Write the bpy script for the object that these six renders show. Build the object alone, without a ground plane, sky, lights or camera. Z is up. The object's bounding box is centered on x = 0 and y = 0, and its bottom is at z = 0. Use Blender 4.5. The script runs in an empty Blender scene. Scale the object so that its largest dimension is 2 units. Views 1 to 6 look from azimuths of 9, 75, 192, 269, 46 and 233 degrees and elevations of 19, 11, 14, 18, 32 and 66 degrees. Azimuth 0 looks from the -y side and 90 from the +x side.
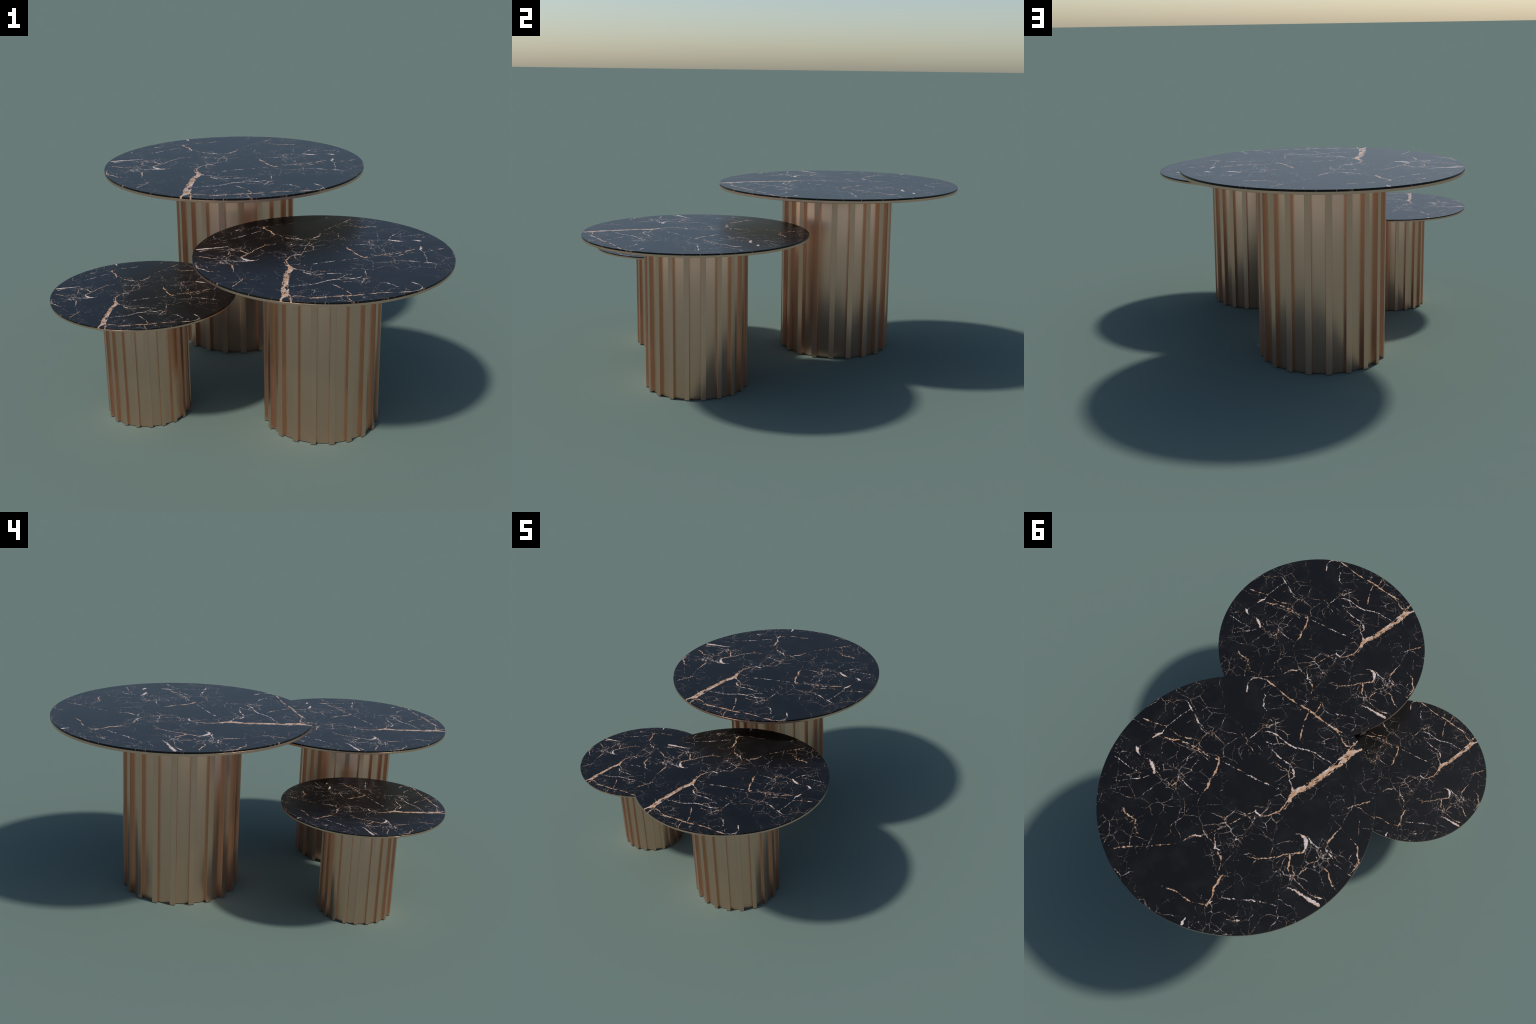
"""Three nesting side tables, one design at three sizes: a round black marble slab with tan and
white veins on a thin rose-gold plate, carried by a rose-gold drum with twenty upright ribs.

Everything is modelled once at "slab radius = 1" and each table's Empty scales it to its size."""
import bpy, bmesh, math
from mathutils import Vector

# ------------------------------------------------------------------ sizes (slab radius = 1)
HEIGHT = 1.4037            # top of the slab
SLAB = 0.0135              # thickness of the marble
PLATE = 0.0178             # thickness of the metal plate under it
DRUM_R, RIB_R = 0.4360, 0.4625
RIBS, RIB_START, RIB_HALF = 20, 15.1, 2.75     # count, first angle, half width (degrees)
PLATE_Z = HEIGHT - SLAB - PLATE
SLAB_Z = HEIGHT - SLAB
BELLY = 0.0105            # how far the plate's underside drops towards the middle
COLUMN = PLATE_Z - BELLY   # top of drum and ribs

TABLES = (                 # centre x, centre y, slab radius
    (-0.1962, 0.3719, 0.6280),
    (0.3028, -0.4786, 0.5214),
    (-0.4384, -0.4960, 0.3842),
)


# ------------------------------------------------------------------ node helpers
class Tree:
    """Short hand for building a shader tree."""

    def __init__(self, name):
        self.material = bpy.data.materials.new(name)
        self.material.use_nodes = True
        self.nodes = self.material.node_tree.nodes
        self.links = self.material.node_tree.links
        self.shader = self.nodes["Principled BSDF"]

    def node(self, kind, inputs=None, **settings):
        n = self.nodes.new(kind)
        for k, v in settings.items():
            setattr(n, k, v)
        for k, v in (inputs or {}).items():
            self.set(n.inputs[k], v)
        return n

    def set(self, socket, value):
        if isinstance(value, bpy.types.NodeSocket):
            self.links.new(value, socket)
        else:
            socket.default_value = value

    def math(self, op, a, b=0.0, c=None, clamp=False):
        inputs = {0: a, 1: b}
        if c is not None:
            inputs[2] = c
        return self.node("ShaderNodeMath", inputs, operation=op, use_clamp=clamp).outputs[0]

    def vec(self, op, a, b=(0, 0, 0)):
        n = self.node("ShaderNodeVectorMath", {0: a}, operation=op)
        if op == "SCALE":
            self.set(n.inputs["Scale"], b)
        else:
            self.set(n.inputs[1], b)
        return n.outputs["Value"] if op in ("DISTANCE", "LENGTH", "DOT_PRODUCT") else n.outputs["Vector"]

    def noise(self, vector, scale, detail=2.0, rough=0.5, out="Factor"):
        n = self.node("ShaderNodeTexNoise", {"Vector": vector, "Scale": scale, "Detail": detail, "Roughness": rough},
                      noise_dimensions="2D")
        return n.outputs["Color" if out == "Color" else 0]

    def remap(self, value, lo, hi, to_lo=0.0, to_hi=1.0, smooth=True):
        n = self.node("ShaderNodeMapRange", {"Value": value, "From Min": lo, "From Max": hi, "To Min": to_lo, "To Max": to_hi},
                      interpolation_type="SMOOTHSTEP" if smooth else "LINEAR")
        return n.outputs[0]

    def mix(self, factor, a, b):
        n = self.node("ShaderNodeMix", data_type="RGBA")
        for s, v in ((n.inputs[0], factor), (n.inputs[6], a), (n.inputs[7], b)):
            self.set(s, v)
        return n.outputs[2]

    def warp(self, vector, scale, amount, detail=2.0):
        shift = self.vec("SUBTRACT", self.noise(vector, scale, detail, out="Color"), (0.5, 0.5, 0.5))
        return self.vec("ADD", vector, self.vec("SCALE", shift, amount))

    def curve(self, value, points):
        n = self.node("ShaderNodeFloatCurve", {"Value": value})
        c = n.mapping
        c.use_clip = False
        line = c.curves[0]
        while len(line.points) > 2:
            line.points.remove(line.points[-1])
        while len(line.points) < len(points):
            line.points.new(0.5, 0.5)
        for p, (x, y) in zip(line.points, points):
            p.location = (x, y)
            p.handle_type = "VECTOR"
        c.update()
        return n.outputs[0]


# ------------------------------------------------------------------ marble
THIN = 0.0052              # narrows hairlines more than broad veins


def vein(tree, place, spine):
    """Signed field of one vein: above 0 inside it, falling with distance outside.
    spine: (x, y, half width) along the vein; the vein is a height curve over the chord of its ends."""
    a, b = Vector(spine[0][:2]), Vector(spine[-1][:2])
    chord = (b - a).normalized()
    length, pad = (b - a).length, 0.012
    start = a - chord * pad
    span = length + 2 * pad
    side = Vector((-chord.y, chord.x))
    across, width = [], [(0.0, -0.02)]
    for x, y, w in spine:
        d = Vector((x, y)) - start
        t = d.dot(chord) / span
        across.append((t, d.dot(side)))
        width.append((t, w * w / (w + THIN)))
    width.append((1.0, -0.02))
    across = [(0.0, across[0][1])] + across + [(1.0, across[-1][1])]
    local = tree.node("ShaderNodeMapping", {"Vector": place, "Location": (start.x, start.y, 0),
                      "Rotation": (0, 0, math.atan2(chord.y, chord.x)), "Scale": (span, 1, 1)}, vector_type="TEXTURE")
    xyz = tree.node("ShaderNodeSeparateXYZ", {0: local.outputs[0]})
    t, y = xyz.outputs[0], xyz.outputs[1]
    # a Float Curve works on 0..1: shift and stretch the lateral offset and the width into that range
    off = tree.math("SUBTRACT", y, tree.math("MULTIPLY_ADD", tree.curve(t, [(p, q + 0.5) for p, q in across]), 1.0, -0.5))
    half = tree.math("MULTIPLY_ADD", tree.curve(t, [(p, q * 10 + 0.4) for p, q in width]), 0.1, -0.04)
    return tree.math("SUBTRACT", half, tree.math("ABSOLUTE", off))


def marble_veins():
    """The veins that give this marble its face, as spines over the unit disc."""
    tan, white = [], []
    # broad tan vein with its fork, tail and pale edge
    tan.append(((-0.270, -0.226, 0.0097), (-0.246, -0.274, 0.0152), (-0.206, -0.350, 0.0235), (-0.219, -0.515, 0.0262), (-0.206, -0.734, 0.0317), (-0.193, -0.841, 0.0345), (-0.188, -0.902, 0.0276), (-0.211, -0.983, 0.0138)))
    tan.append(((-0.178, -0.869, 0.0193), (-0.148, -0.940, 0.0152), (-0.131, -0.996, 0.0083)))
    tan.append(((-0.236, -0.313, 0.0166), (-0.259, -0.249, 0.0138), (-0.259, -0.195, 0.0097), (-0.243, -0.113, 0.0076), (-0.214, -0.064, 0.0048)))
    white.append(((-0.193, -0.367, 0.0062), (-0.194, -0.477, 0.0048), (-0.200, -0.593, 0.0097), (-0.189, -0.746, 0.0083), (-0.165, -0.870, 0.0062)))
    # long vein that joins it at the rim, with its branches
    tan.append(((0.718, -0.695, 0.0069), (0.671, -0.729, 0.0083), (0.480, -0.770, 0.0062), (0.382, -0.799, 0.0090), (0.296, -0.837, 0.0138), (0.232, -0.857, 0.0131), (0.150, -0.871, 0.0097), (0.076, -0.900, 0.0110), (-0.034, -0.943, 0.0062)))
    tan.append(((0.014, -0.912, 0.0055), (-0.052, -0.904, 0.0090), (-0.118, -0.897, 0.0069), (-0.139, -0.922, 0.0062)))
    tan.append(((0.283, -0.962, 0.0062), (0.246, -0.916, 0.0083), (0.233, -0.882, 0.0083), (0.234, -0.854, 0.0062)))
    tan.append(((0.266, -0.840, 0.0076), (0.213, -0.753, 0.0069), (0.159, -0.689, 0.0097), (0.112, -0.647, 0.0048)))
    white.append(((0.718, -0.695, 0.0055), (0.741, -0.662, 0.0103), (0.733, -0.599, 0.0062), (0.662, -0.539, 0.0048)))
    white.append(((0.604, -0.650, 0.0041), (0.566, -0.644, 0.0083), (0.544, -0.617, 0.0076), (0.502, -0.584, 0.0041), (0.436, -0.575, 0.0028)))
    # pale hook and the hairlines round it
    white.append(((0.214, -0.429, 0.0021), (0.095, -0.435, 0.0055), (-0.012, -0.471, 0.0069), (-0.063, -0.463, 0.0083), (-0.091, -0.448, 0.0117), (-0.103, -0.422, 0.0069)))
    white.append(((-0.102, -0.439, 0.0069), (-0.103, -0.395, 0.0083), (-0.151, -0.381, 0.0062), (-0.187, -0.365, 0.0090)))
    tan.append(((0.144, -0.377, 0.0028), (0.017, -0.404, 0.0041), (-0.088, -0.449, 0.0028)))
    white.append(((0.314, -0.067, 0.0028), (0.161, -0.141, 0.0041), (0.059, -0.188, 0.0055), (-0.028, -0.238, 0.0041), (-0.117, -0.294, 0.0041)))
    white.append(((0.349, -0.426, 0.0034), (0.304, -0.491, 0.0055), (0.259, -0.524, 0.0090), (0.160, -0.545, 0.0076), (0.096, -0.572, 0.0090), (-0.003, -0.654, 0.0048), (-0.037, -0.678, 0.0041), (-0.184, -0.726, 0.0028)))
    white.append(((0.246, -0.427, 0.0076), (0.194, -0.464, 0.0083), (0.177, -0.508, 0.0062), (0.145, -0.534, 0.0055)))
    tan.append(((-0.515, -0.578, 0.0069), (-0.531, -0.661, 0.0062), (-0.569, -0.777, 0.0055)))
    # white blobs and the veins that run from them
    white.append(((0.762, 0.370, 0.0034), (0.733, 0.382, 0.0145), (0.700, 0.391, 0.0097), (0.667, 0.384, 0.0048), (0.614, 0.355, 0.0041)))
    white.append(((0.617, 0.353, 0.0048), (0.573, 0.358, 0.0145), (0.542, 0.364, 0.0172), (0.498, 0.380, 0.0103)))
    white.append(((0.746, 0.239, 0.0069), (0.748, 0.203, 0.0138), (0.747, 0.165, 0.0069), (0.768, 0.105, 0.0034), (0.780, -0.028, 0.0048), (0.791, -0.114, 0.0034)))
    tan.append(((0.721, 0.181, 0.0048), (0.642, 0.122, 0.0048), (0.637, 0.102, 0.0110), (0.616, 0.084, 0.0048), (0.524, 0.034, 0.0034), (0.476, 0.010, 0.0062), (0.372, -0.023, 0.0076), (0.329, -0.058, 0.0069)))
    tan.append(((0.383, -0.058, 0.0090), (0.347, -0.070, 0.0069), (0.304, -0.057, 0.0069), (0.245, 0.021, 0.0097), (0.237, 0.058, 0.0062), (0.185, 0.130, 0.0103), (0.172, 0.185, 0.0069), (0.108, 0.275, 0.0041)))
    tan.append(((0.922, 0.212, 0.0055), (0.905, 0.199, 0.0103), (0.870, 0.182, 0.0069), (0.824, 0.148, 0.0034), (0.772, 0.110, 0.0048), (0.657, 0.073, 0.0041), (0.594, 0.020, 0.0076), (0.568, -0.010, 0.0076), (0.533, -0.023, 0.0041)))
    white.append(((0.963, -0.121, 0.0034), (0.901, -0.137, 0.0055), (0.739, -0.121, 0.0055), (0.658, -0.108, 0.0041), (0.522, -0.122, 0.0028)))
    white.append(((0.826, 0.562, 0.0028), (0.736, 0.532, 0.0041), (0.634, 0.503, 0.0055), (0.529, 0.438, 0.0034)))
    white.append(((0.592, 0.678, 0.0055), (0.609, 0.646, 0.0034), (0.551, 0.538, 0.0041), (0.528, 0.499, 0.0062), (0.494, 0.407, 0.0041)))
    white.append(((0.397, 0.247, 0.0069), (0.362, 0.246, 0.0062), (0.308, 0.242, 0.0083), (0.244, 0.229, 0.0048), (0.181, 0.205, 0.0048)))
    tan.append(((0.400, 0.705, 0.0103), (0.354, 0.710, 0.0090), (0.265, 0.683, 0.0090), (0.233, 0.713, 0.0090), (0.190, 0.721, 0.0055), (0.157, 0.715, 0.0034)))
    tan.append(((0.328, 0.726, 0.0055), (0.276, 0.728, 0.0062), (0.262, 0.681, 0.0062)))
    # long band across the disc
    tan.append(((0.172, 0.919, 0.0055), (0.140, 0.854, 0.0069), (0.075, 0.748, 0.0028), (0.013, 0.647, 0.0062), (-0.044, 0.542, 0.0048), (-0.060, 0.425, 0.0055), (-0.075, 0.398, 0.0124), (-0.102, 0.370, 0.0083), (-0.126, 0.265, 0.0048), (-0.130, 0.223, 0.0103), (-0.142, 0.124, 0.0041), (-0.149, 0.000, 0.0062), (-0.163, -0.053, 0.0062)))
    white.append(((-0.141, 0.279, 0.0048), (-0.189, 0.303, 0.0069), (-0.231, 0.335, 0.0110), (-0.262, 0.314, 0.0069)))
    tan.append(((-0.266, 0.336, 0.0069), (-0.284, 0.339, 0.0110), (-0.317, 0.337, 0.0076), (-0.378, 0.398, 0.0048)))
    tan.append(((-0.421, 0.393, 0.0048), (-0.465, 0.496, 0.0117), (-0.511, 0.548, 0.0055), (-0.540, 0.615, 0.0117)))
    tan.append(((-0.540, 0.611, 0.0083), (-0.447, 0.689, 0.0034), (-0.345, 0.726, 0.0055), (-0.248, 0.788, 0.0034)))
    white.append(((-0.533, 0.773, 0.0048), (-0.547, 0.807, 0.0124), (-0.559, 0.822, 0.0097)))
    white.append(((-0.538, 0.581, 0.0055), (-0.554, 0.496, 0.0069), (-0.617, 0.428, 0.0062), (-0.715, 0.303, 0.0062), (-0.842, 0.196, 0.0028)))
    white.append(((-0.688, 0.556, 0.0055), (-0.731, 0.526, 0.0062), (-0.747, 0.500, 0.0152), (-0.763, 0.482, 0.0131)))
    # nest of veins round the white slash
    white.append(((-0.757, 0.085, 0.0048), (-0.796, 0.053, 0.0117), (-0.850, 0.031, 0.0159), (-0.904, 0.009, 0.0186), (-0.944, -0.016, 0.0159), (-0.980, -0.023, 0.0138)))
    tan.append(((-0.867, -0.007, 0.0076), (-0.909, -0.033, 0.0090), (-0.963, -0.074, 0.0055)))
    white.append(((-0.154, -0.062, 0.0055), (-0.174, -0.054, 0.0131), (-0.212, -0.064, 0.0069)))
    white.append(((-0.468, -0.195, 0.0076), (-0.485, -0.218, 0.0083), (-0.531, -0.228, 0.0166), (-0.579, -0.203, 0.0193), (-0.608, -0.158, 0.0131)))
    tan.append(((-0.608, -0.158, 0.0110), (-0.562, -0.075, 0.0055), (-0.531, 0.011, 0.0076), (-0.466, 0.140, 0.0062), (-0.411, 0.178, 0.0028)))
    white.append(((-0.528, -0.246, 0.0048), (-0.578, -0.248, 0.0062), (-0.689, -0.269, 0.0041)))
    tan.append(((-0.669, -0.299, 0.0062), (-0.645, -0.356, 0.0097), (-0.621, -0.428, 0.0076), (-0.609, -0.496, 0.0021)))
    white.append(((-0.669, -0.299, 0.0069), (-0.751, -0.301, 0.0062), (-0.804, -0.286, 0.0048), (-0.876, -0.310, 0.0069), (-0.940, -0.328, 0.0048)))
    tan.append(((-0.715, -0.493, 0.0034), (-0.791, -0.498, 0.0076), (-0.860, -0.447, 0.0090), (-0.896, -0.431, 0.0090), (-0.923, -0.333, 0.0055)))
    tan.append(((-0.650, -0.178, 0.0097), (-0.687, -0.209, 0.0055), (-0.791, -0.210, 0.0055), (-0.826, -0.215, 0.0103), (-0.900, -0.186, 0.0076), (-0.929, -0.178, 0.0041)))
    tan.append(((-0.562, -0.075, 0.0076), (-0.605, -0.044, 0.0090), (-0.640, -0.004, 0.0069), (-0.711, 0.019, 0.0076)))
    tan.append(((-0.720, -0.039, 0.0048), (-0.716, -0.107, 0.0103)))
    return tan, white


def marble_material():
    T = Tree("black_marble")
    place = T.node("ShaderNodeTexCoord").outputs["Object"]
    flat = T.vec("MULTIPLY", place, (1, 1, 0))
    jagged = T.warp(T.warp(flat, 11.0, 0.016), 38.0, 0.013, 2.0)
    bent = T.warp(T.warp(flat, 5.0, 0.10), 30.0, 0.014, 2.0)

    tan_spines, white_spines = marble_veins()

    def union(spines):
        field = None
        for s in spines:
            f = vein(T, jagged, s)
            field = f if field is None else T.math("MAXIMUM", field, f)
        return field
    tan, white = union(tan_spines), union(white_spines)

    # the spines' fields swell, pinch and fray
    swell = T.math("MULTIPLY_ADD", T.noise(flat, 13.0, 2.0), 0.019, -0.0110)
    fray = T.math("MULTIPLY_ADD", T.noise(flat, 60.0, 2.0, 0.6), 0.018, -0.0090)
    ragged = T.math("ADD", swell, fray)
    named = T.math("ADD", T.math("MAXIMUM", tan, white), ragged)
    # dark slivers along the grain inside the broad tan veins
    grain = T.noise(T.vec("MULTIPLY", jagged, (1.0, 0.25, 1)), 55.0, 2.0)
    sliver = T.math("MULTIPLY", T.remap(grain, 0.36, 0.44, 1.0, 0.0), T.remap(tan, 0.003, 0.012))
    named = T.math("SUBTRACT", named, T.math("MULTIPLY", sliver, 0.026))

    # hairline crackle between them: four sizes of cell, thick and thin in patches, broken into beads
    def crackle(scale, vector, patch_scale, lo, hi, shift):
        v = T.node("ShaderNodeTexVoronoi", {"Vector": T.vec("ADD", vector, (shift, shift * 0.7, 0)), "Scale": scale},
                   voronoi_dimensions="2D", feature="DISTANCE_TO_EDGE")
        edge = T.math("DIVIDE", v.outputs["Distance"], scale)
        patch = T.noise(T.vec("ADD", flat, (shift * 2, 3.1, 0)), patch_scale, 3.0)
        half = T.remap(patch, 0.36, 0.66, lo, hi)
        return T.math("SUBTRACT", half, edge)
    lines = T.math("MAXIMUM", crackle(3.1, bent, 4.0, -0.0012, 0.0022, 1.3), crackle(6.3, bent, 3.6, -0.0020, 0.0021, 4.7))
    lines = T.math("MAXIMUM", lines, crackle(11.0, bent, 4.2, -0.0052, 0.0015, 2.9))
    lines = T.math("MAXIMUM", lines, crackle(21.0, jagged, 4.6, -0.0180, 0.0002, 7.9))

    # calm dark fields, and places where the crackle is dense
    def spot(x, y, rx, ry, angle=0.0):
        m = T.node("ShaderNodeMapping", {"Vector": flat, "Location": (x, y, 0), "Rotation": (0, 0, math.radians(angle)),
                   "Scale": (rx, ry, 1)}, vector_type="TEXTURE")
        return T.remap(T.vec("LENGTH", m.outputs[0]), 0.45, 1.0, 1.0, 0.0)

    def any_of(*fields):
        total = fields[0]
        for f in fields[1:]:
            total = T.math("MAXIMUM", total, f)
        return total
    calm = any_of(spot(0.03, -0.14, 0.20, 0.28, 25), spot(-0.20, 0.66, 0.34, 0.26, 40), spot(0.66, -0.52, 0.24, 0.16),
                  spot(-0.43, -0.33, 0.16, 0.20), spot(0.20, -0.72, 0.14, 0.12))
    dense = any_of(spot(-0.77, -0.13, 0.24, 0.26), spot(0.25, -0.46, 0.20, 0.16, -40), spot(0.46, -0.05, 0.14, 0.16),
                   spot(-0.13, 0.12, 0.10, 0.34, -8), spot(0.42, 0.30, 0.14, 0.20), spot(-0.30, 0.05, 0.14, 0.22))
    beads = T.noise(flat, 70.0, 2.0, 0.6)
    lines = T.math("ADD", lines, T.math("SUBTRACT", T.math("MULTIPLY", dense, 0.0020), T.math("MULTIPLY", calm, 0.0060)))
    lines = T.math("ADD", lines, T.math("MULTIPLY_ADD", beads, 0.008, -0.0040))

    strong = T.math("MULTIPLY", T.remap(named, -0.0022, 0.0032), T.remap(T.noise(flat, 24.0, 2.0), 0.25, 0.60, 0.72, 1.0))
    faint = T.math("MULTIPLY", T.remap(lines, -0.0015, 0.0034), T.remap(T.noise(T.vec("ADD", flat, (5.0, 9.0, 0)), 13.0, 3.0), 0.34, 0.72, 0.20, 0.80))

    flecks = T.remap(T.noise(T.vec("ADD", flat, (2.0, 6.0, 0)), 42.0, 2.0), 0.42, 0.68, 0.55, 1.7)
    faint = T.math("MULTIPLY", faint, flecks, clamp=True)

    # tan or white: by the vein's own kind, streaked along the grain and drifting over the disc
    hue = T.noise(flat, 9.0, 3.0)
    fine = T.noise(T.vec("MULTIPLY", jagged, (1.0, 0.35, 1)), 75.0, 2.0)
    drift = T.math("ADD", T.math("MULTIPLY_ADD", fine, 2.6, -1.3), T.math("MULTIPLY_ADD", hue, 2.6, -1.3))
    kind = T.math("MULTIPLY", T.math("SUBTRACT", white, tan), 22.0)
    kind = T.math("MINIMUM", T.math("MAXIMUM", kind, -0.6), 0.5)
    strong_colour = T.mix(T.math("ADD", T.math("ADD", kind, drift), 0.48, clamp=True), TAN, WHITE)
    faint_colour = T.mix(T.math("ADD", drift, 0.62, clamp=True), TAN, WHITE)
    cloud = T.noise(flat, 6.0, 4.0, 0.6)
    ground = T.mix(T.remap(cloud, 0.45, 0.75), BLACK, BLACK_CLOUD)
    colour = T.mix(strong, T.mix(faint, ground, faint_colour), strong_colour)
    T.set(T.shader.inputs["Base Color"], colour)
    T.shader.inputs["Roughness"].default_value = 0.30
    T.shader.inputs["IOR"].default_value = 1.31
    return T.material


TAN = (0.50, 0.295, 0.17, 1)
WHITE = (0.60, 0.50, 0.45, 1)
BLACK = (0.0045, 0.0045, 0.0045, 1)
BLACK_CLOUD = (0.0080, 0.0080, 0.0080, 1)


# ------------------------------------------------------------------ metal
def metal_material():
    T = Tree("brushed_rose_gold")
    place = T.node("ShaderNodeTexCoord").outputs["Object"]
    brush = T.node("ShaderNodeTexNoise", {"Vector": T.vec("MULTIPLY", place, (60, 60, 1.5)), "Scale": 3.0, "Detail": 3.0}).outputs[0]
    T.set(T.shader.inputs["Base Color"], T.mix(T.remap(brush, 0.3, 0.7), METAL, METAL_BRUSH))
    T.set(T.shader.inputs["Roughness"], T.remap(brush, 0.3, 0.7, 0.295, 0.305))
    T.shader.inputs["Metallic"].default_value = 1.0
    return T.material


METAL = (0.795, 0.505, 0.375, 1)
METAL_BRUSH = (0.805, 0.512, 0.38, 1)


# ------------------------------------------------------------------ geometry
def mesh_from(bm, name, material, smooth_angle=30):
    bmesh.ops.recalc_face_normals(bm, faces=bm.faces)
    limit = math.radians(smooth_angle)
    for f in bm.faces:
        f.smooth = True
    for e in bm.edges:
        e.smooth = len(e.link_faces) == 2 and e.calc_face_angle(0) < limit
    me = bpy.data.meshes.new(name)
    bm.to_mesh(me)
    bm.free()
    me.materials.append(material)
    return me


def turned(name, profile, material, steps=256):
    """Solid of revolution: profile of (radius, z) from bottom centre to top centre."""
    bm = bmesh.new()
    rings = []
    for r, z in profile:
        if r == 0:
            rings.append([bm.verts.new((0, 0, z))] * steps)
        else:
            rings.append([bm.verts.new((r * math.cos(2 * math.pi * i / steps), r * math.sin(2 * math.pi * i / steps), z)) for i in range(steps)])
    for low, high in zip(rings, rings[1:]):
        for i in range(steps):
            j = (i + 1) % steps
            loop = []
            for v in (low[i], low[j], high[j], high[i]):
                if v not in loop:
                    loop.append(v)
            bm.faces.new(loop)
    return mesh_from(bm, name, material)


def disc_profile(radius, low, high, bevel, soft_wall=False):
    """Flat disc with both rims rounded over three steps; loops beside the rims keep the flats flat
    (without them the wall is shaded as if it swelled a little towards its ends, as on the drum)."""
    p = [(0, low), (radius - 2 * bevel, low)]
    for k in range(4):
        a = math.radians(-90 + 30 * k)
        p.append((radius - bevel + bevel * math.cos(a), low + bevel + bevel * math.sin(a)))
    if not soft_wall:
        p += [(radius, low + 1.6 * bevel), (radius, high - 1.6 * bevel)]
    for k in range(4):
        a = math.radians(30 * k)
        p.append((radius - bevel + bevel * math.cos(a), high - bevel + bevel * math.sin(a)))
    return p + [(radius - 2 * bevel, high), (0, high)]


def rib_mesh(material):
    """Upright bar with radial flanks, centred on the +x direction, let into the drum by a hair."""
    bm = bmesh.new()
    half, bevel = math.radians(RIB_HALF), 0.0012
    inner = DRUM_R - 0.006
    outline = [(inner, -half), (RIB_R - bevel, -half)]
    outline += [(RIB_R, half * k) for k in (-0.95, -0.5, 0.0, 0.5, 0.95)]
    outline += [(RIB_R - bevel, half), (inner, half)]
    ring = [(r * math.cos(a), r * math.sin(a)) for r, a in outline]
    low = [bm.verts.new((x, y, 0.0)) for x, y in ring]
    high = [bm.verts.new((x, y, COLUMN)) for x, y in ring]
    for i in range(len(ring)):
        j = (i + 1) % len(ring)
        bm.faces.new((low[i], low[j], high[j], high[i]))
    bm.faces.new(low[::-1])
    bm.faces.new(high)
    return mesh_from(bm, "rib", material, 20)


def part(name, mesh, parent, angle=0.0):
    o = bpy.data.objects.new(name, mesh)
    o.parent = parent
    o.rotation_euler = (0, 0, angle)
    bpy.context.scene.collection.objects.link(o)
    return o


def build():
    marble, metal = marble_material(), metal_material()
    slab = turned("marble_slab", disc_profile(1.0, SLAB_Z, HEIGHT, 0.0011), marble)
    # the plate's underside falls away inwards at a shallow slope, so the rim looks thin
    plate = turned("metal_plate", [(0, PLATE_Z - BELLY), (0.940, PLATE_Z - BELLY), (0.972, PLATE_Z - 0.45 * BELLY), (0.9985, PLATE_Z),
                                   (0.9995, PLATE_Z + 0.0011), (0.9995, SLAB_Z - 0.0005), (0.9990, SLAB_Z), (0, SLAB_Z)], metal)
    drum = turned("drum", disc_profile(DRUM_R, 0.0, COLUMN, 0.0012, soft_wall=True), metal)
    rib = rib_mesh(metal)
    for x, y, radius in TABLES:
        table = bpy.data.objects.new("side_table", None)
        table.empty_display_size = 0.3
        table.location = (x, y, 0)
        table.scale = (radius,) * 3
        table["label"] = "round black marble table on ribbed rose gold drum base"
        table["category"] = "side table"
        bpy.context.scene.collection.objects.link(table)
        part("marble_top", slab, table)
        part("rim_plate", plate, table)
        pedestal = part("pedestal", drum, table)
        for k in range(RIBS):
            part("rib", rib, pedestal, math.radians(RIB_START + 360 / RIBS * k))


build()
